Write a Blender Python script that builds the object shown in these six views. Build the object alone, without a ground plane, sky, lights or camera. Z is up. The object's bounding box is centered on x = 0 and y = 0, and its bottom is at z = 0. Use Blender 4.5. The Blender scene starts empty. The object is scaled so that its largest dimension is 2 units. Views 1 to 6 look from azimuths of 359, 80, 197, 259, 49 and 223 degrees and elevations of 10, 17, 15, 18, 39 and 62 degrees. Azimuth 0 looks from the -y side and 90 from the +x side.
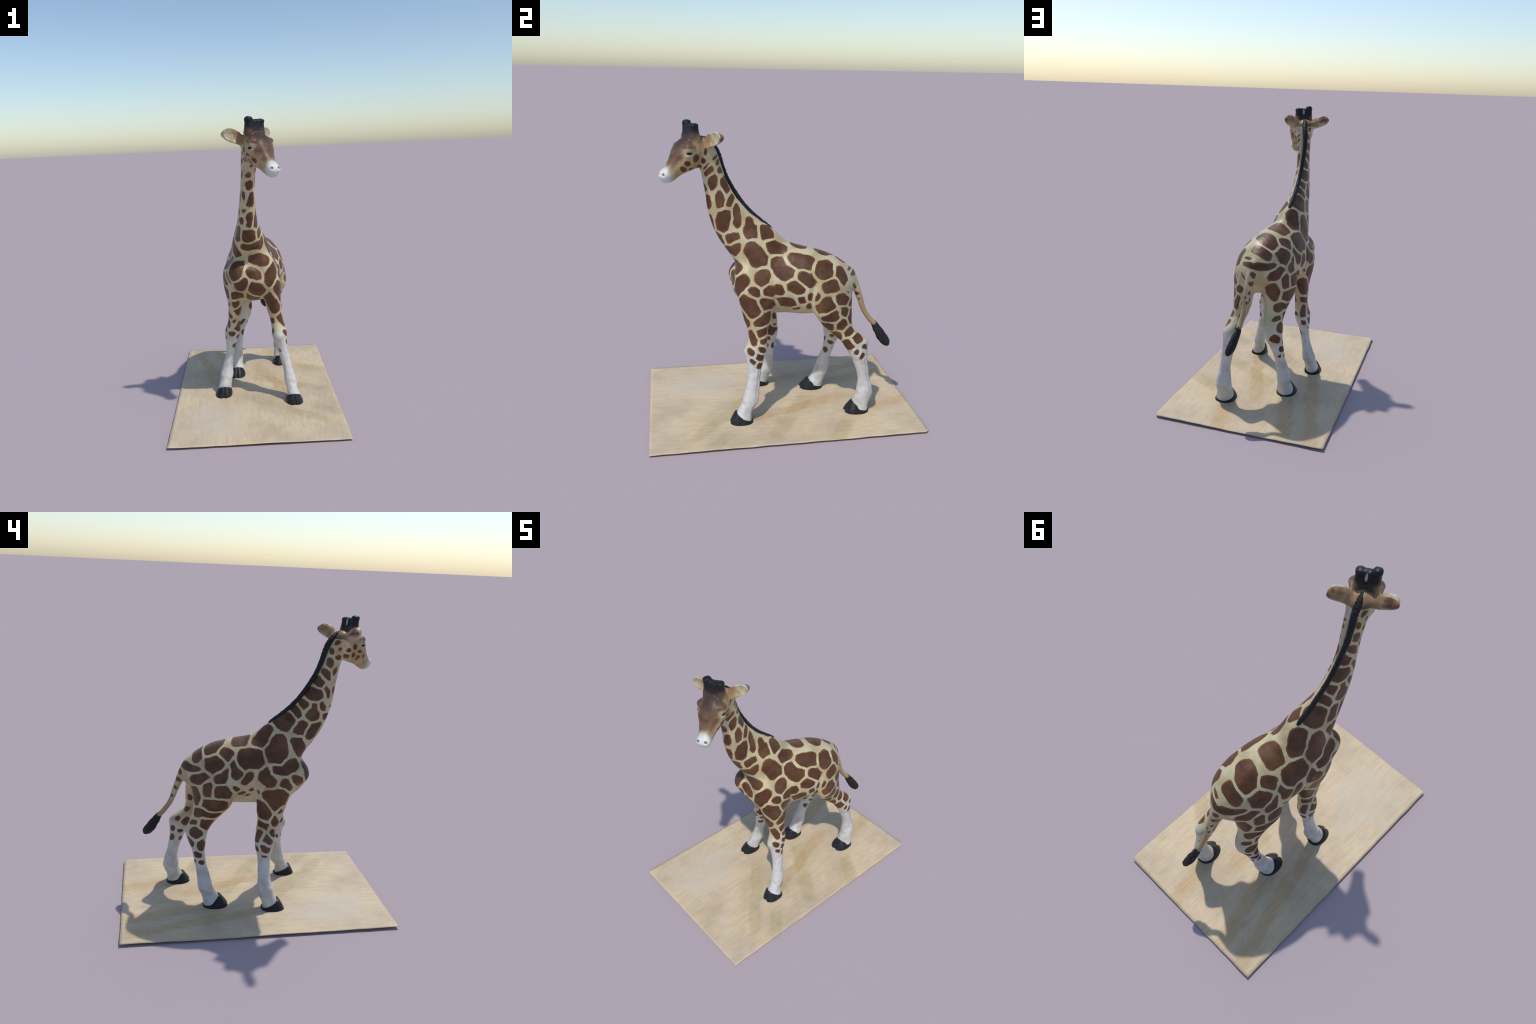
import bpy, bmesh, math, random
import numpy as np
from mathutils import Vector, Matrix, noise

random.seed(7)
np.random.seed(7)

# ------------------------------------------------------------------ helpers
def catmull(rows, per):
    """Smoothly resample rows of section numbers, `per` steps per span."""
    P = np.array(rows, float)
    P = np.vstack([2*P[0]-P[1], P, 2*P[-1]-P[-2]])
    out = []
    for i in range(1, len(P)-2):
        for k in range(per):
            t = k/per
            a, b, c, d = P[i-1], P[i], P[i+1], P[i+2]
            out.append(0.5*((2*b)+(-a+c)*t+(2*a-5*b+4*c-d)*t*t+(-a+3*b-3*c+d)*t**3))
    out.append(P[-2])
    return np.array(out)

def loft(rings, close=True):
    """rings: list of (n,3) arrays -> verts, faces of a closed tube."""
    n = len(rings[0]); V = []; F = []
    for r in rings: V.extend([tuple(p) for p in r])
    for i in range(len(rings)-1):
        for j in range(n):
            k = (j+1) % n
            F.append((i*n+j, i*n+k, (i+1)*n+k, (i+1)*n+j))
    if close:
        V.append(tuple(np.mean(rings[0], 0))); a = len(V)-1
        V.append(tuple(np.mean(rings[-1], 0))); b = len(V)-1
        m = (len(rings)-1)*n
        for j in range(n):
            k = (j+1) % n
            F.append((a, k, j)); F.append((b, m+j, m+k))
    return V, F

def oval(c, U, W, n=40, e=2.0, front=None):
    """superellipse ring round c with half axes U and W."""
    c, U, W = map(lambda q: np.array(q, float), (c, U, W))
    out = []
    for j in range(n):
        a = 2*math.pi*j/n
        ca, sa = math.cos(a), math.sin(a)
        x = math.copysign(abs(ca)**(2/e), ca); y = math.copysign(abs(sa)**(2/e), sa)
        out.append(c+U*x+W*y)
    return np.array(out)

PIECES = []
def add_piece(VF): PIECES.append(VF)

def ellipsoid(c, r, R=None, nu=24, nv=14):
    rings = []
    for i in range(1, nv):
        t = math.pi*i/nv
        rings.append([[r[0]*math.sin(t)*math.cos(2*math.pi*j/nu), r[1]*math.sin(t)*math.sin(2*math.pi*j/nu), -r[2]*math.cos(t)] for j in range(nu)])
    rings = [np.array(q) for q in rings]
    if R is not None: rings = [q @ np.array(R).T for q in rings]
    rings = [q+np.array(c) for q in rings]
    return loft(rings)

# ------------------------------------------------------------------ head frame
HO = np.array([.086, -.653, 0.0])              # under the point between the eyes
HF = np.array([.495, -.869, 0.0])              # where the face points
HL = np.array([.869, .495, 0.0])               # towards its right-hand side (+x)
ZU = np.array([0, 0, 1.0])
def hp(s, l, z): return HO+HF*s+HL*l+ZU*z

# ------------------------------------------------------------------ torso (vertical slices along y)
#        y     xc    top    bottom  half-width
TORSO = [(-.338, .000, .985, .890, .050),
         (-.318, .000, 1.035, .845, .100),
         (-.27, .002, 1.09, .795, .143),
         (-.20, .003, 1.15, .750, .168),
         (-.10, .008, 1.20, .712, .187),
         (0.0, .016, 1.210, .712, .203),
         (.10, .032, 1.184, .708, .213),
         (.20, .048, 1.161, .712, .207),
         (.30, .060, 1.133, .738, .192),
         (.38, .066, 1.092, .777, .158),
         (.44, .064, 1.049, .815, .114),
         (.485, .062, 1.014, .86, .066),
         (.505, .062, .98, .90, .030)]
def torso():
    rings = []
    for y, xc, zt, zb, hw in catmull(TORSO, 6):
        zm = zb+.43*(zt-zb)                       # level of greatest width, low on the barrel
        roof = 1.72+.33*min(1, max(0, (y+.05)/.2))
        tuck = min(1, max(0, (y+.18)/.1))*min(1, max(0, (.30-y)/.12))
        ring = []
        for j in range(48):
            a = 2*math.pi*j/48
            ca, sa = math.cos(a), math.sin(a)
            e = (roof-(.16 if ca > 0 else 0)) if sa > 0 else 2.3           # roof-like back, round belly
            if sa <= 0 and ca < 0: e = 2.3-.72*tuck   # belly tucked up on its left
            x = math.copysign(abs(ca)**(2/e), ca); z = math.copysign(abs(sa)**(2/e), sa)
            ring.append((xc+hw*x, y, zm+((zt-zm) if sa > 0 else (zm-zb))*z))
        rings.append(np.array(ring))
    add_piece(loft(rings))
torso()

# ------------------------------------------------------------------ neck (slices square to its run)
#        x      y     z    half depth, half width, tilt of the slice (radians)
NECK = [(.034, -.534, 1.830, .074, .064, .80),
        (.015, -.490, 1.752, .073, .054, .64),
        (.006, -.463, 1.655, .072, .047, .45),
        (-.003, -.436, 1.560, .082, .047, .37),
        (-.009, -.401, 1.460, .104, .053, .35),
        (-.013, -.353, 1.370, .131, .063, .36),
        (-.012, -.290, 1.295, .157, .077, .38),
        (-.006, -.208, 1.210, .178, .110, .40),
        (0.0, -.125, 1.110, .180, .140, .42),
        (0.0, -.08, 1.03, .14, .12, .42)]
def neck():
    rings = []
    for x, y, z, hd, hw, t in catmull(NECK, 6):
        D = np.array([0, math.cos(t), math.sin(t)])*hd
        c = np.array((x, y, z))-.12*D
        ring = []
        for j in range(40):
            a = 2*math.pi*j/40; ca, sa = math.cos(a), math.sin(a)
            e = (1.75+.5*min(1, max(0, (z-1.5)/.2))) if sa > 0 else 2.3           # thin crest, broad throat
            u = math.copysign(abs(ca)**(2/e), ca); w = math.copysign(abs(sa)**(2/e), sa)
            ring.append(c+np.array((hw*u, 0, 0))+D*w*(1.12 if sa > 0 else .88))
        rings.append(np.array(ring))
    add_piece(loft(rings[::-1]))
neck()

# ------------------------------------------------------------------ skull (slices from nape to lips, in the head frame)
#         top (s,z)      bottom (s,z)    half-width
SKULL = [(-.135, 1.885, -.165, 1.728, .050),
         (-.105, 1.902, -.145, 1.716, .066),
         (-.050, 1.910, -.110, 1.706, .076),
         (.004, 1.890, -.070, 1.698, .082),
         (.048, 1.850, -.018, 1.684, .079),
         (.080, 1.792, .028, 1.668, .058),
         (.112, 1.742, .070, 1.643, .0445),
         (.140, 1.716, .108, 1.630, .0415),
         (.157, 1.695, .137, 1.632, .038),
         (.166, 1.674, .154, 1.647, .025)]
def skull():
    rings = []
    for st, zt, sb, zb, hw in catmull(SKULL, 5):
        t, b = hp(st, 0, zt), hp(sb, 0, zb)
        ring = []
        for j in range(40):
            a = 2*math.pi*j/40; ca, sa = math.cos(a), math.sin(a)
            e = 2.5 if sa > 0 else 1.85          # boxy brow, narrow jaw
            u = math.copysign(abs(ca)**(2/e), ca); w = math.copysign(abs(sa)**(2/e), sa)
            ring.append((t+b)/2+HL*hw*u+(t-b)/2*w)
        rings.append(np.array(ring))
    add_piece(loft(rings))
    for sg in (1, -1):
        # brow ridge, upper and lower lid, cheek, nostril wing
        add_piece(ellipsoid(hp(-.012, sg*.054, 1.848), (.042, .042, .024)))
        add_piece(ellipsoid(hp(-.004, sg*.056, 1.826), (.036, .036, .014)))
        add_piece(ellipsoid(hp(.002, sg*.056, 1.793), (.036, .034, .013)))
        add_piece(ellipsoid(hp(.134, sg*.021, 1.680), (.024, .024, .025)))
skull()

def ossicones():
    for sg, zt, off in ((1, 1.986, -.005), (-1, 2.001, 0)):
        rings = []
        for z, l, s, rl, rs in catmull([(1.86, .036, -.064, .038, .048), (1.905, .040, -.063, .032, .040), (1.935, .042, -.062, .026, .031),
                                        (1.962, .043, -.061, .0245, .027), (zt-.014, .044, -.060, .0255, .0285), (zt-.005, .043, -.060, .020, .022), (zt, .041, -.060, .009, .010)], 4):
            rings.append(oval(hp(s, sg*(l+off), z), HL*rl, HF*rs, n=28, e=2.2))
        add_piece(loft(rings))
    rings = []                                   # web between the two horns
    for z, rs in ((1.86, .040), (1.91, .034), (1.945, .027), (1.970, .024), (1.979, .020), (1.984, .010)):
        rings.append(oval(hp(-.061, 0, z), HL*.044, HF*rs, n=28, e=3.0))
    add_piece(loft(rings))
ossicones()

def ear(sg):
    rings = []; nu, nvv = 22, 18
    for i in range(nu+1):
        t = i/nu
        w = np.interp(t, [0, .15, .4, .65, .85, .95, 1], [.040, .040, .043, .045, .040, .032, .022])
        s = -.132-.034*t+(.014*t if sg < 0 else 0); l = .040+(.136 if sg > 0 else .142)*t; z = 1.840+.060*t+.012*math.sin(math.pi*t)
        cup = .030*np.interp(t, [0, .3, .7, .9, 1], [.5, 1, 1, .8, .4])
        fr, bk = [], []
        for j in range(nvv+1):
            v = -1+2*j/nvv
            q = 1-v*v
            fr.append(hp(s-cup*q*.45+.018, sg*(l-.012*(1-q)), z+w*v))
            bk.append(hp(s-cup*q-.016*math.sqrt(max(q, 0))+.007, sg*(l-.012*(1-q)), z+w*v))
        rings.append(np.array(fr+bk[::-1]))
    return loft(rings)
for sg in (1, -1):
    add_piece(ear(sg))
add_piece(ellipsoid(hp(-.130, 0, 1.842), (.060, .060, .062)))          # nape

# ------------------------------------------------------------------ legs (level slices)
#              z     xc     yc     hx    hy
LEGS = {
 'fore_right': [(1.06, .090, -.130, .060, .080), (.98, .112, -.165, .078, .125), (.90, .128, -.190, .078, .125), (.83, .138, -.200, .072, .112), (.76, .142, -.190, .062, .100),
                (.714, .147, -.186, .056, .092), (.647, .157, -.184, .051, .070), (.585, .168, -.183, .047, .064),
                (.53, .178, -.190, .050, .068), (.487, .183, -.201, .054, .072), (.44, .189, -.204, .048, .062), (.372, .203, -.207, .037, .047),
                (.291, .221, -.216, .033, .043), (.225, .235, -.228, .034, .047), (.175, .244, -.237, .041, .053), (.145, .248, -.242, .044, .054),
                (.110, .255, -.264, .039, .052), (.078, .262, -.284, .042, .050), (.045, .267, -.290, .049, .054), (.012, .269, -.292, .050, .056)],
 'fore_left':  [(1.06, -.080, -.090, .060, .080), (.98, -.110, -.118, .082, .125), (.90, -.123, -.122, .085, .130), (.83, -.128, -.113, .074, .120), (.76, -.125, -.100, .062, .108),
                (.706, -.122, -.092, .056, .099), (.645, -.129, -.086, .048, .083), (.575, -.136, -.066, .046, .070),
                (.53, -.146, -.058, .049, .068), (.487, -.153, -.055, .056, .068), (.44, -.159, -.052, .051, .062), (.372, -.172, -.052, .035, .046),
                (.300, -.183, -.052, .032, .043), (.225, -.200, -.055, .036, .043), (.162, -.212, -.059, .047, .055), (.130, -.217, -.065, .047, .057),
                (.104, -.224, -.075, .046, .057), (.069, -.231, -.090, .048, .056), (.040, -.237, -.100, .052, .058), (.012, -.239, -.104, .053, .059)],
 'hind_right': [(1.05, .115, .320, .060, .080), (.98, .140, .325, .085, .120), (.90, .163, .325, .088, .145), (.82, .175, .325, .084, .150), (.75, .180, .330, .076, .142),
                (.69, .177, .350, .068, .120), (.658, .175, .362, .064, .108), (.611, .179, .390, .055, .090), (.570, .187, .440, .053, .092), (.530, .194, .482, .055, .090),
                (.482, .198, .500, .053, .079), (.417, .207, .521, .046, .058), (.342, .217, .540, .038, .044), (.270, .222, .556, .038, .042),
                (.209, .225, .566, .045, .048), (.165, .225, .569, .052, .056), (.141, .226, .570, .053, .058), (.099, .226, .555, .052, .058), (.068, .226, .542, .056, .058),
                (.040, .227, .538, .060, .060), (.012, .228, .536, .061, .060)],
 'hind_left':  [(1.05, .010, .300, .060, .080), (.98, -.030, .300, .080, .115), (.90, -.062, .300, .086, .135), (.82, -.075, .300, .084, .137), (.75, -.075, .305, .078, .128),
                (.69, -.070, .326, .072, .105), (.630, -.064, .360, .070, .088), (.576, -.064, .393, .066, .080), (.525, -.068, .404, .068, .072),
                (.463, -.076, .402, .060, .057), (.400, -.094, .394, .049, .044), (.330, -.113, .384, .038, .039), (.264, -.125, .368, .040, .042),
                (.195, -.136, .356, .046, .049), (.141, -.140, .346, .050, .053), (.094, -.140, .324, .047, .054), (.054, -.142, .307, .056, .058),
                (.012, -.145, .300, .058, .060)],
}
for leg, rows in LEGS.items():
    rings = []
    for z, x, y, hx, hy in catmull(rows, 5):
        ring = oval((x, y, z), (hx, 0, 0), (0, hy, 0), n=32, e=2.1)
        if leg.startswith('hind'):               # the haunches turn inwards towards the tail
            k = .38*min(1, max(0, (z-.60)/.15))*(-1 if leg == 'hind_right' else 1)
            ring[:, 0] += k*(ring[:, 1]-y)
        shank = min(1, max(0, (z-.15)/.05))*min(1, max(0, (.44-z)/.06))
        for j in range(32):                      # grooves beside the tendon
            a = 2*math.pi*j/32
            g = math.exp(-(((a-.55) % (2*math.pi))/.30)**2)+math.exp(-(((math.pi-.55-a) % (2*math.pi))/.30)**2)
            ring[j] += (np.array((x, y, z))-ring[j])*.13*shank*g
        rings.append(ring)
    add_piece(loft(rings))

# ------------------------------------------------------------------ tail root, chest knobs and other fleshy bumps
TAIL = [(.062, .430, .985, .034), (.064, .474, .960, .036), (.070, .508, .890, .030), (.078, .543, .800, .024), (.082, .577, .710, .0195), (.085, .619, .645, .018), (.086, .663, .598, .017)]
def tube(rows, per=6, n=20, flat=1.0, strands=0, ridges=0):
    R = catmull(rows, per); rings = []
    for i, row in enumerate(R):
        a = R[max(i-1, 0)][:3]; b = R[min(i+1, len(R)-1)][:3]
        T = (b-a)/np.linalg.norm(b-a)
        U = np.cross(T, (0, 1, 0)); U /= np.linalg.norm(U)
        if U[0] < 0: U = -U
        W = np.cross(T, U)
        ring = oval(row[:3], U*row[3]*flat, W*row[3], n=n)
        if strands or ridges:                    # locks of hair run along or across the tube
            for j in range(n):
                g = 0.0
                if strands: g += strands*(math.sin(j*2*math.pi/n*7+3*noise.noise((i*.12, 2, 5)))+noise.noise((j*1.3, i*.25, 7)))
                if ridges: g += ridges*(.6*math.sin(i*1.15+abs(j/n-.5)*9+2*noise.noise((i*.1, 1, 1)))+2.6*noise.noise((i*.22, j*.3, 3)))
                ring[j] += (ring[j]-row[:3])*g
        rings.append(ring)
    return loft(rings)
add_piece(tube(TAIL))
add_piece(ellipsoid((.084, -.246, .995), (.086, .090, .100)))      # breast knobs
add_piece(ellipsoid((-.085, -.262, .958), (.092, .096, .102)))
add_piece(ellipsoid((.045, -.265, .905), (.095, .085, .080)))
add_piece(ellipsoid((.128, -.208, .855), (.078, .095, .100)))       # point of shoulder

# ------------------------------------------------------------------ one smooth skin
def fuse(voxel):
    V, F, o = [], [], 0
    for v, f in PIECES:
        V.extend(v); F.extend([tuple(i+o for i in q) for q in f]); o += len(v)
    me = bpy.data.meshes.new('skin_source'); me.from_pydata(V, [], F)
    bm = bmesh.new(); bm.from_mesh(me)
    bmesh.ops.recalc_face_normals(bm, faces=bm.faces); bm.to_mesh(me); bm.free()
    ob = bpy.data.objects.new('skin_source', me); bpy.context.collection.objects.link(ob)
    m = ob.modifiers.new('remesh', 'REMESH'); m.mode = 'VOXEL'; m.voxel_size = voxel; m.adaptivity = 0
    dg = bpy.context.evaluated_depsgraph_get()
    out = bpy.data.meshes.new_from_object(ob.evaluated_get(dg))
    bpy.data.objects.remove(ob); bpy.data.meshes.remove(me)
    return out
SKIN = fuse(.0045)
nv = len(SKIN.vertices)
co = np.empty(nv*3); SKIN.vertices.foreach_get('co', co); co = co.reshape(-1, 3)
ed = np.empty(len(SKIN.edges)*2, int); SKIN.edges.foreach_get('vertices', ed); ed = ed.reshape(-1, 2)
deg = np.bincount(ed.ravel(), minlength=nv)[:, None]
def lap(x):
    s = np.zeros_like(x)
    for k in range(x.shape[1]):
        s[:, k] = np.bincount(ed[:, 0], x[ed[:, 1], k], nv)+np.bincount(ed[:, 1], x[ed[:, 0], k], nv)
    return s/deg - x
def fade(d, lo, hi): return np.clip((d-lo)/(hi-lo), 0, 1)
# heavy smoothing where limbs and neck grow out of the trunk, light on head and feet
melt = (fade(co[:, 2], .70, .84)*(1-fade(co[:, 2], 1.26, 1.45))*(1-.85*fade(co[:, 1], .44, .50)))[:, None]
for it in range(260):
    co = co+.5*melt*lap(co)
face = (fade(co[:, 2], 1.60, 1.64)*(1-fade(co[:, 2], 1.88, 1.93)))[:, None]
for it in range(10):
    co = co+.5*face*lap(co)
hs = (co-HO) @ HF                                  # distance along the face
nape = (fade(co[:, 2], 1.68, 1.74)*(1-fade(co[:, 2], 1.885, 1.91))*(1-fade(hs, -.11, -.07))*(1-fade(abs((co-HO) @ HL), .07, .09)))[:, None]
for it in range(60):
    co = co+.5*nape*lap(co)
for it in range(12):
    co = co+.55*lap(co); co = co-.57*lap(co)
SKIN.vertices.foreach_set('co', co.ravel()); SKIN.update()
# hand-modelled unevenness of the plaster, dented nostrils, sinews on the shanks
vn = np.empty(nv*3); SKIN.vertices.foreach_get('normal', vn); vn = vn.reshape(-1, 3)
lump = np.array([noise.noise(tuple(c*11))*.0026+noise.noise(tuple(c*(27 if c[2] < 1.9 else 48)+5))*(.0024 if c[2] < .62 else .0011 if c[2] < 1.9 else .0055) for c in co])
soft = 1-.6*fade(co[:, 2], 1.60, 1.70)
co = co+vn*(lump*soft)[:, None]
GROOVES = [(.0075, .016, [(.154, -.094, 1.075), (.183, -.086, 1.007), (.196, -.083, .942), (.199, -.072, .899), (.186, -.068, .824), (.146, -.078, .755)]),   # behind the elbows
           (.0080, .017, [(-.168, -.021, 1.016), (-.182, -.001, .951), (-.182, .018, .899), (-.158, .023, .828), (-.124, .019, .779)]),
           (.0100, .018, [(.230, .189, 1.029), (.248, .182, .967), (.251, .174, .942), (.252, .160, .882), (.240, .165, .807)]),                       # in the flanks
           (.0085, .016, [(-.144, .224, .977), (-.161, .199, .913), (-.164, .177, .860), (-.157, .175, .822), (-.154, .190, .768)]),
           (.0070, .020, [(-.047, -.320, 1.014), (-.017, -.323, 1.013), (.017, -.326, 1.008), (.059, -.329, .976), (.078, -.334, .923)])]              # between the breast knobs
for depth, width, pts in GROOVES:
    P = catmull(pts, 8)
    m = np.all((co > P.min(0)-.06) & (co < P.max(0)+.06), axis=1)
    dd = np.linalg.norm(co[m][:, None, :]-P[None], axis=2); i = dd.argmin(1); d = dd.min(1)
    ends = np.sin(np.pi*np.clip((i+1.5)/(len(P)+2), 0, 1))**.6
    g = -depth*np.exp(-(d/width)**2)+.35*depth*np.exp(-((d-2.1*width)/width)**2)
    co[m] += vn[m]*(g*ends)[:, None]
for c, r, h in [((.183, -.262, .495), .045, .006), ((-.155, -.118, .495), .045, .006), ((.205, .572, .520), .045, .006), ((-.068, .470, .535), .045, .005),   # knees and hocks
                ((.150, -.262, .845), .040, .006), ((.080, -.300, 1.050), .035, .006), ((-.105, -.335, .945), .040, .005)]:
    d = np.linalg.norm(co-np.array(c), axis=1)
    co = co+vn*(h*np.exp(-(d/r)**2))[:, None]
for sg in (1, -1):
    d = np.linalg.norm(co-hp(.153, sg*.0235, 1.688), axis=1)
    co = co-vn*(.0065*np.clip(1-(d/.0115)**2, 0, 1)**1.5)[:, None]+vn*(.0022*np.exp(-((d-.0145)/.004)**2))[:, None]
    hs, hl = (co-HO) @ HF, (co-HO) @ HL                     # corner of the mouth
    lip = 1.664-.10*(hs-.06)-.35*np.clip(.09-hs, 0, 1)
    co = co-vn*(.0032*np.exp(-((co[:, 2]-lip)/.0042)**2)*fade(hs, .045, .07)*(sg*hl > .008))[:, None]
SKIN.vertices.foreach_set('co', co.ravel()); SKIN.update()

# ------------------------------------------------------------------ brown patches of the coat
# each patch is one or more overlapping ovals laid on the skin:
# (x, y, z on the skin, half length, half breadth, roll in degrees)
PATCHES = {}
PATCHES['neck'] = [
  [(0.051, -0.447, 1.778, 0.030, 0.010, 123)],
  [(0.043, -0.432, 1.741, 0.026, 0.014, 138)],
  [(0.039, -0.419, 1.681, 0.027, 0.017, 15)],
  [(0.058, -0.490, 1.687, 0.040, 0.022, 133)],
  [(0.061, -0.512, 1.713, 0.033, 0.011, 136)],
  [(0.048, -0.466, 1.613, 0.051, 0.027, 173)],
  [(0.026, -0.386, 1.594, 0.056, 0.029, 19)],
  [(0.042, -0.422, 1.501, 0.054, 0.027, 10)],
  [(0.030, -0.353, 1.490, 0.046, 0.024, 153)],
  [(0.040, -0.314, 1.390, 0.075, 0.028, 1)],
  [(0.047, -0.401, 1.362, 0.075, 0.048, 162)],
  [(0.065, -0.345, 1.251, 0.050, 0.031, 113)],
  [(0.055, -0.120, 1.278, 0.055, 0.052, 97)],
  [(0.041, -0.230, 1.341, 0.038, 0.028, 178), (0.066, -0.214, 1.288, 0.050, 0.047, 94)],
  [(-0.016, -0.525, 1.639, 0.034, 0.025, 134)],
  [(0.001, -0.519, 1.577, 0.038, 0.031, 113)],
  [(-0.038, -0.492, 1.508, 0.045, 0.034, 36)],
  [(0.016, -0.501, 1.481, 0.044, 0.033, 2)],
  [(-0.050, -0.470, 1.412, 0.044, 0.032, 62)],
  [(-0.010, -0.425, 1.231, 0.054, 0.049, 88)],
  [(-0.008, -0.479, 1.358, 0.042, 0.032, 167), (-0.020, -0.466, 1.320, 0.042, 0.029, 94)],
  [(-0.024, -0.370, 1.152, 0.045, 0.031, 89), (0.031, -0.372, 1.162, 0.045, 0.032, 91), (0.076, -0.325, 1.175, 0.050, 0.030, 147)],
  [(-0.030, -0.505, 1.823, 0.020, 0.019, 68)],
  [(-0.033, -0.515, 1.793, 0.020, 0.013, 18)],
  [(-0.031, -0.465, 1.773, 0.024, 0.016, 16)],
  [(-0.036, -0.511, 1.729, 0.022, 0.016, 81)],
  [(-0.038, -0.456, 1.696, 0.033, 0.021, 11)],
  [(-0.033, -0.507, 1.637, 0.035, 0.027, 143)],
  [(-0.043, -0.439, 1.623, 0.038, 0.026, 25)],
  [(-0.029, -0.508, 1.579, 0.029, 0.022, 4)],
  [(-0.038, -0.391, 1.575, 0.041, 0.034, 65)],
  [(-0.051, -0.465, 1.511, 0.044, 0.035, 25)],
  [(-0.050, -0.360, 1.492, 0.066, 0.043, 85)],
  [(-0.061, -0.443, 1.413, 0.047, 0.036, 69)],
  [(-0.052, -0.296, 1.425, 0.046, 0.025, 39)],
  [(-0.055, -0.245, 1.379, 0.050, 0.027, 40)],
  [(-0.062, -0.165, 1.315, 0.071, 0.060, 71)],
  [(-0.093, -0.266, 1.272, 0.059, 0.041, 136)],
  [(-0.082, -0.365, 1.253, 0.069, 0.040, 137)],
  [(-0.048, -0.457, 1.337, 0.040, 0.033, 14)],
  [(-0.111, -0.270, 1.143, 0.097, 0.042, 28)],
  [(-0.068, -0.364, 1.402, 0.030, 0.025, 6), (-0.075, -0.354, 1.357, 0.042, 0.038, 80)],
]
PATCHES['trunk_right'] = [
  [(0.096, -0.058, 1.185, 0.073, 0.044, 70)],
  [(0.172, 0.099, 1.112, 0.090, 0.054, 79)],
  [(0.212, 0.247, 1.061, 0.072, 0.062, 93)],
  [(0.207, 0.370, 1.010, 0.073, 0.047, 8)],
  [(0.234, 0.128, 1.003, 0.064, 0.042, 55)],
  [(0.248, 0.293, 0.953, 0.069, 0.042, 100)],
  [(0.176, -0.161, 1.006, 0.054, 0.046, 148)],
  [(0.133, -0.305, 0.942, 0.088, 0.049, 144)],
  [(0.108, -0.225, 1.177, 0.051, 0.049, 30), (0.127, -0.182, 1.134, 0.064, 0.064, 99)],
  [(0.160, -0.050, 1.084, 0.056, 0.052, 29), (0.189, -0.013, 1.045, 0.060, 0.051, 68)],
  [(0.198, -0.218, 0.910, 0.044, 0.035, 106)],
  [(0.233, 0.056, 0.945, 0.059, 0.038, 73)],
  [(0.195, -0.126, 0.826, 0.058, 0.039, 69)],
  [(0.205, -0.002, 0.838, 0.066, 0.036, 82)],
  [(0.237, 0.094, 0.860, 0.029, 0.028, 95)],
  [(0.250, 0.152, 0.882, 0.032, 0.022, 159)],
  [(0.258, 0.188, 0.881, 0.031, 0.021, 2)],
  [(0.234, 0.147, 0.811, 0.026, 0.018, 174)],
  [(0.206, 0.066, 0.792, 0.025, 0.015, 118)],
  [(0.196, -0.248, 0.815, 0.083, 0.058, 37)],
  [(0.196, -0.119, 0.914, 0.042, 0.039, 63), (0.204, -0.052, 0.926, 0.037, 0.036, 9)],
]
PATCHES['back'] = [
  [(-0.000, 0.116, 1.175, 0.079, 0.058, 74)],
  [(0.022, 0.290, 1.132, 0.099, 0.058, 60)],
  [(0.026, 0.403, 1.074, 0.083, 0.043, 54)],
  [(0.100, 0.464, 1.022, 0.057, 0.020, 87)],
  [(0.090, 0.483, 1.003, 0.068, 0.026, 94), (0.016, 0.480, 0.992, 0.057, 0.025, 79), (-0.046, 0.430, 0.982, 0.062, 0.023, 87)],
]
PATCHES['chest'] = [
  [(-0.103, -0.317, 0.994, 0.081, 0.046, 168)],
  [(0.023, -0.337, 0.951, 0.071, 0.038, 49)],
  [(0.033, -0.316, 1.064, 0.047, 0.035, 95), (0.084, -0.312, 1.046, 0.047, 0.040, 88)],
  [(-0.079, -0.320, 0.877, 0.066, 0.040, 133)],
  [(0.035, -0.309, 0.839, 0.082, 0.059, 9)],
  [(-0.103, -0.224, 0.789, 0.063, 0.039, 112)],
  [(0.002, -0.223, 0.763, 0.086, 0.042, 24)],
]
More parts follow.
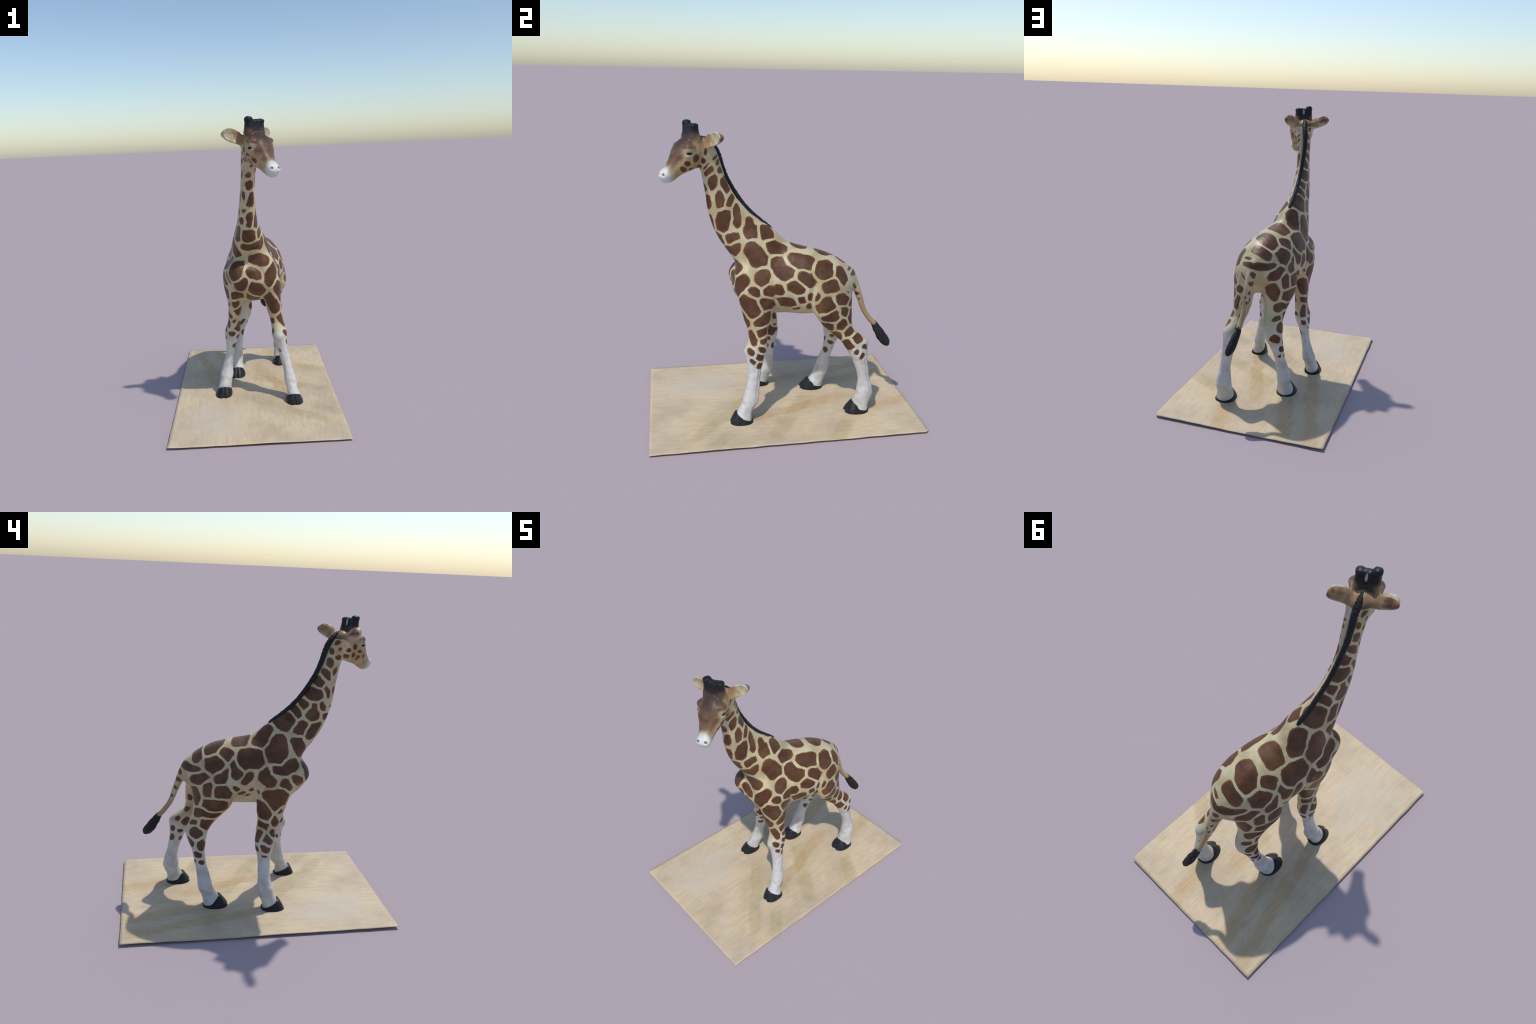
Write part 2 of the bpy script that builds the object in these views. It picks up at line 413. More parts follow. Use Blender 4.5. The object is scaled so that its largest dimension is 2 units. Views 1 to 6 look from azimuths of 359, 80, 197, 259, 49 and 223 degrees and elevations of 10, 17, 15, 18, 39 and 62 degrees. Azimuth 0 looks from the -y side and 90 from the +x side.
PATCHES['trunk_left'] = [
  [(-0.063, -0.027, 1.210, 0.080, 0.056, 168)],
  [(-0.140, 0.060, 1.079, 0.088, 0.072, 93)],
  [(-0.082, 0.223, 1.098, 0.058, 0.044, 62)],
  [(-0.102, 0.301, 1.032, 0.064, 0.060, 30)],
  [(-0.178, 0.086, 0.952, 0.053, 0.029, 138)],
  [(-0.084, 0.396, 0.926, 0.073, 0.037, 114)],
  [(-0.131, 0.342, 0.865, 0.053, 0.037, 1)],
  [(-0.153, -0.251, 0.927, 0.049, 0.035, 66)],
  [(-0.183, -0.177, 0.904, 0.055, 0.035, 63)],
  [(-0.156, 0.114, 0.840, 0.030, 0.015, 108)],
  [(-0.148, 0.078, 0.821, 0.018, 0.013, 99)],
  [(-0.174, 0.045, 0.870, 0.023, 0.014, 111)],
  [(-0.170, 0.009, 0.850, 0.021, 0.008, 25)],
  [(-0.182, 0.006, 0.912, 0.026, 0.010, 67)],
  [(-0.165, 0.163, 0.874, 0.034, 0.020, 76)],
  [(-0.119, -0.124, 1.172, 0.066, 0.057, 12), (-0.132, -0.108, 1.112, 0.077, 0.066, 71)],
  [(-0.144, 0.175, 1.020, 0.051, 0.022, 10), (-0.163, 0.156, 0.978, 0.036, 0.035, 51)],
  [(-0.144, 0.260, 0.941, 0.043, 0.033, 94), (-0.144, 0.232, 0.969, 0.041, 0.025, 163)],
  [(-0.166, -0.128, 1.005, 0.053, 0.034, 75), (-0.144, -0.196, 1.014, 0.076, 0.043, 115)],
  [(-0.178, -0.030, 0.976, 0.058, 0.034, 160), (-0.184, -0.056, 0.929, 0.051, 0.043, 64)],
  [(-0.168, 0.244, 0.851, 0.066, 0.043, 84)],
  [(-0.186, -0.069, 0.828, 0.052, 0.044, 103), (-0.190, -0.130, 0.801, 0.079, 0.071, 35)],
]
PATCHES['fore_right'] = [
  [(0.199, -0.146, 0.717, 0.068, 0.044, 124)],
  [(0.205, -0.158, 0.635, 0.043, 0.036, 102)],
  [(0.202, -0.223, 0.597, 0.052, 0.029, 26)],
  [(0.212, -0.150, 0.570, 0.031, 0.023, 99)],
  [(0.228, -0.159, 0.514, 0.035, 0.020, 58)],
  [(0.225, -0.238, 0.499, 0.033, 0.020, 52)],
  [(0.234, -0.177, 0.461, 0.032, 0.024, 62)],
  [(0.233, -0.225, 0.431, 0.024, 0.018, 50)],
  [(0.228, -0.178, 0.399, 0.027, 0.019, 81)],
  [(0.109, -0.277, 0.766, 0.052, 0.041, 146), (0.146, -0.278, 0.715, 0.061, 0.048, 26)],
  [(0.102, -0.187, 0.666, 0.023, 0.018, 138)],
  [(0.134, -0.230, 0.595, 0.027, 0.021, 118)],
  [(0.135, -0.225, 0.517, 0.021, 0.021, 37)],
  [(0.143, -0.228, 0.443, 0.041, 0.017, 125)],
  [(0.177, -0.242, 0.366, 0.022, 0.015, 168)],
  [(-0.157, -0.154, 0.643, 0.035, 0.015, 58)],
  [(0.143, -0.228, 0.445, 0.025, 0.020, 64)],
  [(0.168, -0.224, 0.365, 0.026, 0.017, 48)],
]
PATCHES['fore_left'] = [
  [(-0.135, -0.189, 0.711, 0.043, 0.034, 94)],
  [(-0.099, -0.158, 0.657, 0.035, 0.031, 54)],
  [(-0.134, -0.132, 0.566, 0.028, 0.017, 8)],
  [(-0.161, -0.122, 0.480, 0.025, 0.022, 87)],
  [(-0.143, -0.078, 0.373, 0.026, 0.018, 75)],
  [(-0.114, -0.080, 0.440, 0.037, 0.018, 67)],
  [(-0.097, -0.061, 0.512, 0.106, 0.037, 69)],
  [(-0.166, -0.029, 0.710, 0.079, 0.045, 25)],
  [(-0.162, -0.167, 0.711, 0.038, 0.032, 63)],
  [(-0.172, -0.125, 0.638, 0.039, 0.035, 21)],
  [(-0.172, -0.038, 0.614, 0.049, 0.029, 62)],
  [(-0.180, -0.099, 0.557, 0.036, 0.022, 18)],
  [(-0.177, -0.006, 0.532, 0.050, 0.028, 170)],
  [(-0.201, -0.063, 0.512, 0.038, 0.034, 55)],
  [(-0.210, -0.049, 0.456, 0.039, 0.030, 48)],
  [(-0.182, 0.005, 0.451, 0.023, 0.020, 4)],
  [(-0.208, -0.049, 0.399, 0.020, 0.013, 84)],
  [(-0.101, -0.020, 0.615, 0.024, 0.017, 33)],
  [(-0.104, -0.020, 0.543, 0.020, 0.013, 24)],
  [(-0.109, -0.011, 0.481, 0.034, 0.020, 35)],
  [(-0.151, -0.022, 0.366, 0.025, 0.016, 22)],
]
PATCHES['hind_right'] = [
  [(0.274, 0.256, 0.820, 0.065, 0.057, 144)],
  [(0.228, 0.380, 0.849, 0.076, 0.039, 77)],
  [(0.263, 0.295, 0.738, 0.069, 0.043, 94)],
  [(0.223, 0.394, 0.755, 0.053, 0.032, 72)],
  [(0.180, 0.438, 0.895, 0.050, 0.027, 44)],
  [(0.233, 0.386, 0.664, 0.050, 0.041, 67)],
  [(0.229, 0.278, 0.658, 0.045, 0.041, 80)],
  [(0.218, 0.350, 0.588, 0.043, 0.034, 94)],
  [(0.226, 0.432, 0.616, 0.049, 0.033, 107)],
  [(0.235, 0.492, 0.563, 0.041, 0.033, 107)],
  [(0.239, 0.431, 0.521, 0.044, 0.037, 38)],
  [(0.251, 0.492, 0.465, 0.022, 0.020, 52)],
  [(0.240, 0.546, 0.493, 0.025, 0.019, 23)],
  [(0.251, 0.530, 0.441, 0.031, 0.015, 155)],
  [(0.173, 0.451, 0.805, 0.038, 0.031, 118)],
  [(0.188, 0.450, 0.706, 0.055, 0.036, 162)],
  [(0.169, 0.478, 0.613, 0.024, 0.016, 178)],
  [(0.134, 0.470, 0.720, 0.027, 0.014, 151)],
  [(0.165, 0.548, 0.547, 0.023, 0.014, 146)],
  [(0.178, 0.441, 0.889, 0.055, 0.038, 61)],
  [(0.103, 0.445, 0.724, 0.027, 0.019, 3)],
  [(0.150, 0.468, 0.618, 0.042, 0.021, 109)],
  [(0.154, 0.534, 0.546, 0.028, 0.023, 94)],
  [(0.144, 0.461, 0.522, 0.033, 0.028, 137)],
  [(0.163, 0.554, 0.461, 0.026, 0.019, 163)],
  [(0.156, 0.505, 0.440, 0.022, 0.018, 66)],
  [(0.186, 0.564, 0.382, 0.028, 0.018, 154)],
  [(0.180, 0.498, 0.377, 0.019, 0.015, 5)],
]
PATCHES['hind_left'] = [
  [(-0.068, 0.419, 0.801, 0.062, 0.041, 31)],
  [(-0.157, 0.296, 0.756, 0.094, 0.044, 90)],
  [(-0.105, 0.434, 0.620, 0.044, 0.017, 108)],
  [(-0.125, 0.340, 0.604, 0.053, 0.043, 79)],
  [(-0.131, 0.416, 0.548, 0.043, 0.043, 18)],
  [(-0.107, 0.456, 0.484, 0.037, 0.035, 165)],
  [(-0.131, 0.379, 0.463, 0.044, 0.034, 31)],
  [(-0.143, 0.401, 0.391, 0.039, 0.022, 76)],
  [(-0.130, 0.420, 0.343, 0.016, 0.010, 126)],
  [(-0.148, 0.378, 0.340, 0.023, 0.015, 72)],
  [(-0.113, 0.389, 0.693, 0.052, 0.031, 94), (-0.142, 0.312, 0.680, 0.061, 0.025, 96)],
  [(-0.043, 0.388, 0.411, 0.020, 0.017, 15)],
  [(-0.080, 0.359, 0.339, 0.026, 0.018, 172)],
  [(-0.014, 0.387, 0.476, 0.018, 0.015, 90)],
  [(-0.085, 0.349, 0.426, 0.036, 0.015, 129)],
  [(-0.007, 0.359, 0.561, 0.043, 0.022, 37)],
]
PATCHES['tail'] = [
  [(0.095, 0.514, 0.836, 0.015, 0.013, 79)],
  [(0.098, 0.530, 0.792, 0.016, 0.011, 41)],
  [(0.133, 0.479, 0.903, 0.049, 0.017, 58)],
  [(0.054, 0.510, 0.937, 0.024, 0.019, 0)],
  [(0.059, 0.524, 0.875, 0.020, 0.019, 11)],
  [(0.068, 0.544, 0.811, 0.017, 0.012, 0)],
  [(0.072, 0.568, 0.750, 0.012, 0.009, 178)],
  [(0.078, 0.556, 0.787, 0.011, 0.007, 96)],
]
PATCHES['head'] = [
  [(0.131, -0.572, 1.777, 0.026, 0.023, 179)],
  [(0.084, -0.526, 1.757, 0.024, 0.017, 27)],
  [(0.087, -0.510, 1.809, 0.024, 0.013, 175)],
  [(0.157, -0.625, 1.750, 0.023, 0.016, 60)],
  [(0.149, -0.650, 1.711, 0.030, 0.016, 50)],
  [(0.107, -0.602, 1.709, 0.031, 0.012, 66)],
  [(0.058, -0.553, 1.711, 0.041, 0.020, 32)],
  [(-0.028, -0.580, 1.779, 0.018, 0.016, 81)],
  [(-0.018, -0.624, 1.803, 0.021, 0.017, 179)],
  [(0.003, -0.670, 1.768, 0.020, 0.013, 78)],
  [(-0.016, -0.572, 1.741, 0.027, 0.018, 73)],
  [(-0.006, -0.623, 1.744, 0.020, 0.016, 34)],
  [(0.017, -0.662, 1.729, 0.020, 0.016, 1)],
  [(0.041, -0.711, 1.735, 0.019, 0.016, 44)],
]

from mathutils.bvhtree import BVHTree
SURFACE = BVHTree.FromPolygons([Vector(c) for c in co], [tuple(p.vertices) for p in SKIN.polygons])
def skin_frame(p):
    """smoothed outward normal of the skin near p and two tangents"""
    q, n, i, d = SURFACE.find_nearest(p)
    acc = Vector((0, 0, 0))
    for _, m, _, _ in SURFACE.find_nearest_range(q, .012): acc += m
    n = acc.normalized() if acc.length > 1e-6 else n
    ref = Vector((0, 0, 1)) if abs(n.z) < .9 else Vector((0, 1, 0))
    u = (ref-n*ref.dot(n)).normalized()
    return u, n.cross(u), n
GROW = 1.10
OVALS = []                                       # groups of (centre, euler, half axes)
for part, groups in PATCHES.items():
    for g in groups:
        row = []
        for x, y, z, la, lb, roll in g:
            u, w, n = skin_frame(Vector((x, y, z)))
            r = math.radians(roll)
            A = u*math.cos(r)+w*math.sin(r); B = n.cross(A)
            e = Matrix((A, B, n)).transposed().to_euler()
            row.append(((x, y, z), tuple(e), (la*GROW, lb*GROW, max(.95*lb, .45*la, .018))))
        OVALS.append(row)

# ------------------------------------------------------------------ materials
class Net:
    """small helper to wire shader nodes"""
    def __init__(self, name):
        self.m = bpy.data.materials.new(name); self.m.use_nodes = True
        self.t = self.m.node_tree; self.bsdf = self.t.nodes['Principled BSDF']
        self.p = self.new('ShaderNodeTexCoord').outputs['Object']
    def new(self, kind): return self.t.nodes.new(kind)
    def put(self, sock, v):
        if isinstance(v, bpy.types.NodeSocket): self.t.links.new(v, sock)
        elif isinstance(v, (tuple, list)) and sock.type == 'RGBA' and len(v) == 3: sock.default_value = (*v, 1)
        else: sock.default_value = v
    def math(self, op, a, b=0.0, c=0.0):
        n = self.new('ShaderNodeMath'); n.operation = op
        for i, v in enumerate((a, b, c)): self.put(n.inputs[i], v)
        return n.outputs[0]
    def vec(self, op, a, b=None, scale=None):
        n = self.new('ShaderNodeVectorMath'); n.operation = op; self.put(n.inputs[0], a)
        if b is not None: self.put(n.inputs[1], b)
        if scale is not None: self.put(n.inputs['Scale'], scale)
        return n.outputs['Value'] if op in ('LENGTH', 'DOT_PRODUCT') else n.outputs[0]
    def noise(self, scale, detail=3, rough=.55, p=None, color=False):
        n = self.new('ShaderNodeTexNoise'); self.put(n.inputs['Vector'], p or self.p)
        n.inputs['Scale'].default_value = scale; n.inputs['Detail'].default_value = detail; n.inputs['Roughness'].default_value = rough
        return n.outputs['Color' if color else 'Fac']
    def ramp(self, v, lo, hi, a=0.0, b=1.0, smooth=True):
        n = self.new('ShaderNodeMapRange'); n.interpolation_type = 'SMOOTHSTEP' if smooth else 'LINEAR'
        self.put(n.inputs['Value'], v)
        for k, x in (('From Min', lo), ('From Max', hi), ('To Min', a), ('To Max', b)): n.inputs[k].default_value = x
        return n.outputs[0]
    def mix(self, f, a, b, mode='MIX'):
        n = self.new('ShaderNodeMix'); n.data_type = 'RGBA'; n.blend_type = mode
        self.put(n.inputs[0], f); self.put(n.inputs[6], a); self.put(n.inputs[7], b)
        return n.outputs[2]
    def place(self, loc, rot, scale, p=None):
        n = self.new('ShaderNodeMapping'); n.vector_type = 'TEXTURE'
        self.put(n.inputs['Vector'], p or self.p)
        n.inputs['Location'].default_value = loc; n.inputs['Rotation'].default_value = rot; n.inputs['Scale'].default_value = scale
        return n.outputs[0]
    def oval(self, loc, rot, scale, p=None, boxy=0):
        """signed distance-like value, 0 on the rim of an ellipsoid"""
        v = self.place(loc, rot, scale, p)
        d = self.vec('LENGTH', v)
        if boxy:                                             # half way to a rounded rectangle
            d4 = self.math('SQRT', self.vec('LENGTH', self.vec('MULTIPLY', v, v)))
            d = self.math('MULTIPLY_ADD', d, 1-boxy, self.math('MULTIPLY', d4, boxy))
        r = 2*scale[0]*scale[1]/(scale[0]+scale[1])
        return self.math('MULTIPLY_ADD', d, r, -r)
    def axis(self, dirv, origin):
        return self.math('SUBTRACT', self.vec('DOT_PRODUCT', self.p, tuple(dirv)), float(np.dot(origin, dirv)))
    def done(self, color, rough=.5, bump=None, strength=.3, dist=.002, spec=.22):
        self.put(self.bsdf.inputs['Base Color'], color); self.put(self.bsdf.inputs['Roughness'], rough)
        self.bsdf.inputs['Specular IOR Level'].default_value = spec
        if bump is not None:
            n = self.new('ShaderNodeBump'); n.inputs['Strength'].default_value = strength; n.inputs['Distance'].default_value = dist
            self.put(n.inputs['Height'], bump); self.t.links.new(n.outputs[0], self.bsdf.inputs['Normal'])
        return self.m

CREAM, CREAM2 = (.53, .465, .280), (.40, .325, .175)
WHITE, WHITE2 = (.60, .595, .575), (.46, .43, .39)
BROWN, BROWN2, RIM = (.104, .043, .0165), (.067, .027, .0108), (.180, .072, .019)

def patches(net, ground, verts, loose=1.0):
    """paint the patches lying near `verts` over the ground colour"""
    lo, hi = verts.min(0), verts.max(0)
    wob = net.vec('SCALE', net.vec('SUBTRACT', net.noise(26, 2, color=True), (.5, .5, .5)), scale=.014*loose)
    fray = net.vec('SCALE', net.vec('SUBTRACT', net.noise(170, 3, .7, color=True), (.5, .5, .5)), scale=.0035)
    sway = net.vec('SCALE', net.vec('SUBTRACT', net.noise(11, 1, color=True), (.5, .5, .5)), scale=.024*loose)
    q = net.vec('ADD', net.vec('ADD', net.p, net.vec('ADD', wob, sway)), fray)
    f1, f2, used = None, None, 0
    for g in OVALS:
        if not any(all(lo[k]-o[2][0]-.02 < o[0][k] < hi[k]+o[2][0]+.02 for k in range(3)) for o in g): continue
        f = None
        for o in g:
            d = net.oval(*o, p=q, boxy=.55 if o[2][1] > .026 else 0)
            f = d if f is None else net.math('SMOOTH_MIN', f, d, .030)
        if f1 is None: f1, f2 = f, net.math('ADD', f, 9.0)
        else:
            f2 = net.math('MINIMUM', f2, net.math('MAXIMUM', f1, f))
            f1 = net.math('MINIMUM', f1, f)
        used += 1
    if not used: return ground, None
    edge = net.math('MAXIMUM', f1, net.math('SUBTRACT', .017, net.math('SUBTRACT', f2, f1)))
    inside = net.ramp(edge, .0016, -.0012)
    deep = net.ramp(net.math('ADD', edge, net.math('MULTIPLY', net.math('SUBTRACT', net.noise(40, 3), .5), .012)), -.001, -.011)
    heart = net.mix(net.ramp(net.noise(18, 4, .6), .35, .68), BROWN, BROWN2)
    heart = net.mix(net.math('MULTIPLY', net.ramp(net.noise(8, 3), .45, .72), .8), heart, (.142, .066, .031))
    halo = net.ramp(edge, .010, .0)                          # thin ochre bleed round a patch
    ground = net.mix(net.math('MULTIPLY', halo, net.math('MULTIPLY', net.ramp(net.noise(14, 2), .42, .68), .40)), ground, (.36, .21, .08))
    return net.mix(inside, ground, net.mix(deep, RIM, heart)), inside

def cream(net):
    c = net.mix(net.ramp(net.noise(7, 4, .6), .38, .72), CREAM, CREAM2)
    c = net.mix(net.math('MULTIPLY', net.ramp(net.noise(9, 3), .46, .70), .6), c, (.55, .525, .390))
    return net.mix(net.math('MULTIPLY', net.ramp(net.noise(90, 4, .7), .60, .78), .22), c, (.26, .20, .12))

def coat(name, verts, white=None, part_smear=False, ochre=False):
    net = Net(name); c = cream(net)
    if white:                                                # lower legs are painted white
        zz = net.axis((0, 0, 1), (0, 0, 0))
        zz = net.math('ADD', zz, net.math('MULTIPLY', net.math('SUBTRACT', net.noise(12, 3), .5), .10))
        w = net.mix(net.ramp(net.noise(17, 5, .65), .40, .72), WHITE, WHITE2)
        w = net.mix(net.math('MULTIPLY', net.ramp(net.noise(70, 5, .75), .60, .74), .45), w, (.27, .21, .15))
        w = net.mix(net.math('MULTIPLY', net.ramp(net.noise(6, 2), .52, .72), .45), w, (.46, .40, .33))
        c = net.mix(net.ramp(zz, white[1], white[0]), c, w)
    if ochre: c = net.mix(net.ramp(net.axis((.8, .6, 0), (.08, .55, 0)), -.012, .018, .1, .85), c, (.38, .235, .115))   # tail shifts to tan towards +x and +y, paler on the other side
    c, _ = patches(net, c, verts)
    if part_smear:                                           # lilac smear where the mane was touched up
        d = net.oval((.036, -.462, 1.812), (-.45, 0, 0), (.020, .016, .058))
        c = net.mix(net.ramp(net.math('ADD', d, net.math('MULTIPLY', net.math('SUBTRACT', net.noise(30, 3), .5), .012)), .002, -.002), c, (.37, .35, .37))
    return net.done(c, .42, net.noise(55, 5, .65), .35, .003, .34)

def head_coat(name, verts):
    net = Net(name)
    s, l, z = net.axis(HF, HO), net.axis(HL, HO), net.axis((0, 0, 1), (0, 0, 0))
    al = net.math('ABSOLUTE', l)
    wob = net.math('MULTIPLY', net.math('SUBTRACT', net.noise(30, 4, .6), .5), .05)
    c = net.mix(net.ramp(net.noise(22, 4), .35, .7), (.42, .325, .17), (.33, .22, .10))
    # neck side of the cheek is paler
    c = net.mix(net.ramp(net.math('ADD', s, net.math('MULTIPLY', wob, .5)), -.080, -.122), c, CREAM)
    c = net.mix(net.math('MULTIPLY', net.ramp(net.math('ADD', s, net.math('MULTIPLY', wob, .5)), -.060, -.105), net.ramp(z, 1.800, 1.845)), c, (.35, .235, .125))
    # brown blaze over the forehead and down the nose
    t = net.math('ADD', net.math('MULTIPLY_ADD', s, 1.1, net.math('SUBTRACT', z, 1.828)), wob)
    blaze = net.mix(net.ramp(net.noise(26, 4), .35, .7), (.165, .088, .048), (.088, .052, .038))
    c = net.mix(net.ramp(t, -.022, .026), c, blaze)
    # dark crown running up into the horns
    k = net.math('ADD', net.math('MULTIPLY_ADD', al, -.25, z), net.math('MULTIPLY', wob, .6))
    c = net.mix(net.math('MULTIPLY', net.ramp(k, 1.800, 1.875), net.ramp(al, .062, .030, .35, 1)), c, (.058, .038, .032))
    c = net.mix(net.ramp(k, 1.892, 1.934), c, (.014, .014, .017))
    # back of the crown stays tan below the horns
    c = net.mix(net.math('MULTIPLY', net.ramp(net.math('ADD', s, wob), -.105, -.125), net.math('MULTIPLY', net.ramp(z, 1.935, 1.915), net.ramp(z, 1.852, 1.885))), c, (.34, .20, .105))
    # pale lids, white muzzle
    for sg in (1, -1):
        e = net.oval(tuple(hp(.006, sg*.078, 1.814)), (0, 0, math.atan2(HF[1], HF[0])), (.046, .040, .034))
        c = net.mix(net.math('MULTIPLY', net.ramp(net.math('ADD', e, net.math('MULTIPLY', wob, .8)), .010, -.020), .75), c, (.44, .37, .235))
    mz = net.math('ADD', net.math('MULTIPLY_ADD', z, -.35, s), net.math('MULTIPLY', wob, .5))
    c = net.mix(net.ramp(mz, -.520, -.462), c, (.44, .38, .25))
    c = net.mix(net.ramp(mz, -.496, -.448), c, (.64, .645, .61))
    c, _ = patches(net, c, verts, .45)
    for sg in (1, -1):                                       # nostrils
        n = net.oval(tuple(hp(.151, sg*.0235, 1.688)), (0, .55, math.atan2(HF[1], HF[0])), (.0085, .011, .0070))
        c = net.mix(net.ramp(n, .004, -.003), c, (.17, .14, .12))
    # pale streak on the back of the horns
    n = net.oval(tuple(hp(-.090, .004, 1.958)), (0, 0, math.atan2(HF[1], HF[0])), (.030, .0075, .022))
    c = net.mix(net.ramp(n, .002, -.002), c, (.33, .34, .35))
    return net.done(c, .40, net.noise(80, 5, .65), .28, .003)

def ear_coat(name):
    net = Net(name)
    s, l = net.axis(HF, HO), net.axis(HL, HO)
    d = net.math('ADD', s, net.math('MULTIPLY_ADD', net.math('SUBTRACT', net.math('ABSOLUTE', l), .04), .25, .132))
    back = net.mix(net.ramp(net.noise(24, 4), .36, .62), (.33, .195, .10), (.15, .072, .045))
    back = net.mix(net.ramp(net.math('ADD', net.axis((0, 0, 1), (0, 0, 0)), net.math('MULTIPLY', net.math('SUBTRACT', net.noise(40, 3), .5), .04)), 1.895, 1.865), back, (.42, .36, .26))
    inner = net.mix(net.ramp(net.noise(26, 4), .38, .66), (.53, .49, .37), (.40, .28, .13))
    c = net.mix(net.ramp(d, -.002, .004), back, inner)
    c = net.mix(net.ramp(net.math('ADD', net.math('ABSOLUTE', l), net.math('MULTIPLY', net.math('SUBTRACT', net.noise(50, 3), .5), .03)), .112, .082), c, (.35, .235, .125))
    return net.done(c, .5, net.noise(70, 4), .2, .003)

def black(name, col, rough, scale, stretch=(1, 1, 1)):
    net = Net(name)
    p = net.place((0, 0, 0), (0, 0, 0), stretch)
    c = net.mix(net.ramp(net.noise(scale, 4, .65, p), .38, .72), col, tuple(2.2*k for k in col))
    return net.done(c, rough, net.noise(scale*1.6, 4, .7, p), .6, .004)
M_HOOF = black('hoof_horn', (.012, .0125, .015), .38, 45)
M_MANE = black('mane_hair', (.0105, .0105, .012), .45, 130)
M_TUFT = black('tail_hair', (.012, .012, .0115), .45, 110)
M_EYE = black('eye_gloss', (.006, .005, .005), .15, 20)

# tinted cast shadows of the legs, painted into the board: (tint, from x, y, to x, y, half width)
PAINTED_SHADOWS = [('tan', .201, .580, .112, .95, .053), ('tan', .268, -.266, .006, .505, .046), ('tan', -.172, .340, -.302, .93, .050), ('tan', -.260, -.032, -.495, .95, .047),
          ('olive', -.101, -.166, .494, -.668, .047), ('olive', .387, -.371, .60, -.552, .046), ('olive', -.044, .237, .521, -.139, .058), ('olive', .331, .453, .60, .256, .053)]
def wood():
    net = Net('plywood')
    grain = net.place((0, 0, 0), (0, 0, 0), (1, 9, 1))
    c = net.mix(net.ramp(net.noise(2.6, 4, .6), .34, .66), (.63, .50, .325), (.50, .40, .275))
    c = net.mix(net.math('MULTIPLY', net.ramp(net.noise(7, 5, .7), .48, .70), .5), c, (.60, .52, .41))
    c = net.mix(net.math('MULTIPLY', net.ramp(net.noise(60, 5, .7, grain), .42, .66), .34), c, (.40, .29, .165))
    c = net.mix(net.math('MULTIPLY', net.ramp(net.noise(130, 4, .75), .52, .70), .18), c, (.72, .60, .42))
    wob = net.vec('ADD', net.p, net.vec('SCALE', net.vec('SUBTRACT', net.noise(4.5, 3, color=True), (.5, .5, .5)), scale=.09))
    for tint, x0, y0, x1, y1, w in PAINTED_SHADOWS:
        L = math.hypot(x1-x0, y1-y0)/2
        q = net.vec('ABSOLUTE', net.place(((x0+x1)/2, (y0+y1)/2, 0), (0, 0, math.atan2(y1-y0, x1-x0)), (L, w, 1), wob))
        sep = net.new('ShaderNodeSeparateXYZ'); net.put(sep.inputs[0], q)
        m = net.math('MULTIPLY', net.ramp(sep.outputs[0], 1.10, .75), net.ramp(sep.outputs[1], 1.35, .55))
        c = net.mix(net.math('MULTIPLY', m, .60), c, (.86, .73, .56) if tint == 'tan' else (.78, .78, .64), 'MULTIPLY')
    # cool bleached area near one corner
    d = net.oval((-.30, -.55, 0), (0, 0, .2), (.20, .30, 1))
    c = net.mix(net.math('MULTIPLY', net.ramp(net.math('ADD', d, net.math('MULTIPLY', net.math('SUBTRACT', net.noise(6, 4), .5), .5)), .10, -.14), .5), c, (.55, .50, .40))
    h = net.math('ADD', net.noise(22, 5, .65), net.math('MULTIPLY', net.noise(150, 4, .7, grain), .5))
    return net.done(c, .48, h, .55, .004)
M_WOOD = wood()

# ------------------------------------------------------------------ objects
ROOT = bpy.data.objects.new('giraffe_figurine', None)
bpy.context.collection.objects.link(ROOT)
ROOT['label'] = 'young giraffe figurine with brown patches on wooden board'
ROOT['category'] = 'animal figurine'
def make(name, V, F, mat, parent=None, smooth=True):
    me = bpy.data.meshes.new(name); me.from_pydata([tuple(v) for v in V], [], F)
    bm = bmesh.new(); bm.from_mesh(me); bmesh.ops.recalc_face_normals(bm, faces=bm.faces); bm.to_mesh(me); bm.free()
    if smooth: me.polygons.foreach_set('use_smooth', [True]*len(me.polygons))
    if mat: me.materials.append(mat)
    ob = bpy.data.objects.new(name, me); bpy.context.collection.objects.link(ob)
    ob.parent = parent or ROOT
    return ob

# cut the one skin into anatomical parts that share border vertices and normals
normals = np.empty(nv*3); SKIN.vertices.foreach_get('normal', normals); normals = normals.reshape(-1, 3)
npoly = len(SKIN.polygons)
cen = np.empty(npoly*3); SKIN.polygons.foreach_get('center', cen); cen = cen.reshape(-1, 3)
fs = (cen-HO) @ HF; fl = (cen-HO) @ HL; fy, fz = cen[:, 1], cen[:, 2]
label = np.full(npoly, 'torso', dtype=object)
axes = {k: np.array(v) for k, v in LEGS.items()}
dist = []
for k, A in axes.items():
    x = np.interp(fz, A[::-1, 0], A[::-1, 1]); y = np.interp(fz, A[::-1, 0], A[::-1, 2])
    dist.append(np.hypot(cen[:, 0]-x, fy-y))
near = np.argmin(np.array(dist), 0)
for i, k in enumerate(axes): label[(fz < .715) & (near == i) & (np.array(dist)[i] < .17)] = k
label[(fz > 1.29+(fy+.05)*.70) & (fy < .05) & (fz > 1.02)] = 'neck'
label[(fz > 1.62) & ((fs > -.128) | (fz > 1.85))] = 'head'
label[(fz > 1.80) & (abs(fl) > .082) & (fs < -.10)] = 'ear_left'
label[(label == 'ear_left') & (fl > 0)] = 'ear_right'
label[(fz > 1.912) & (abs(fl) < .082) & (fs > -.115)] = 'ossicones'
T = catmull(TAIL, 8)
tx = np.interp(fz, T[::-1, 2], T[::-1, 0]); ty = np.interp(fz, T[::-1, 2], T[::-1, 1])
label[(fz < .93) & (fz > .55) & (np.hypot(cen[:, 0]-tx, fy-ty) < .052) & (fy > .47)] = 'tail'
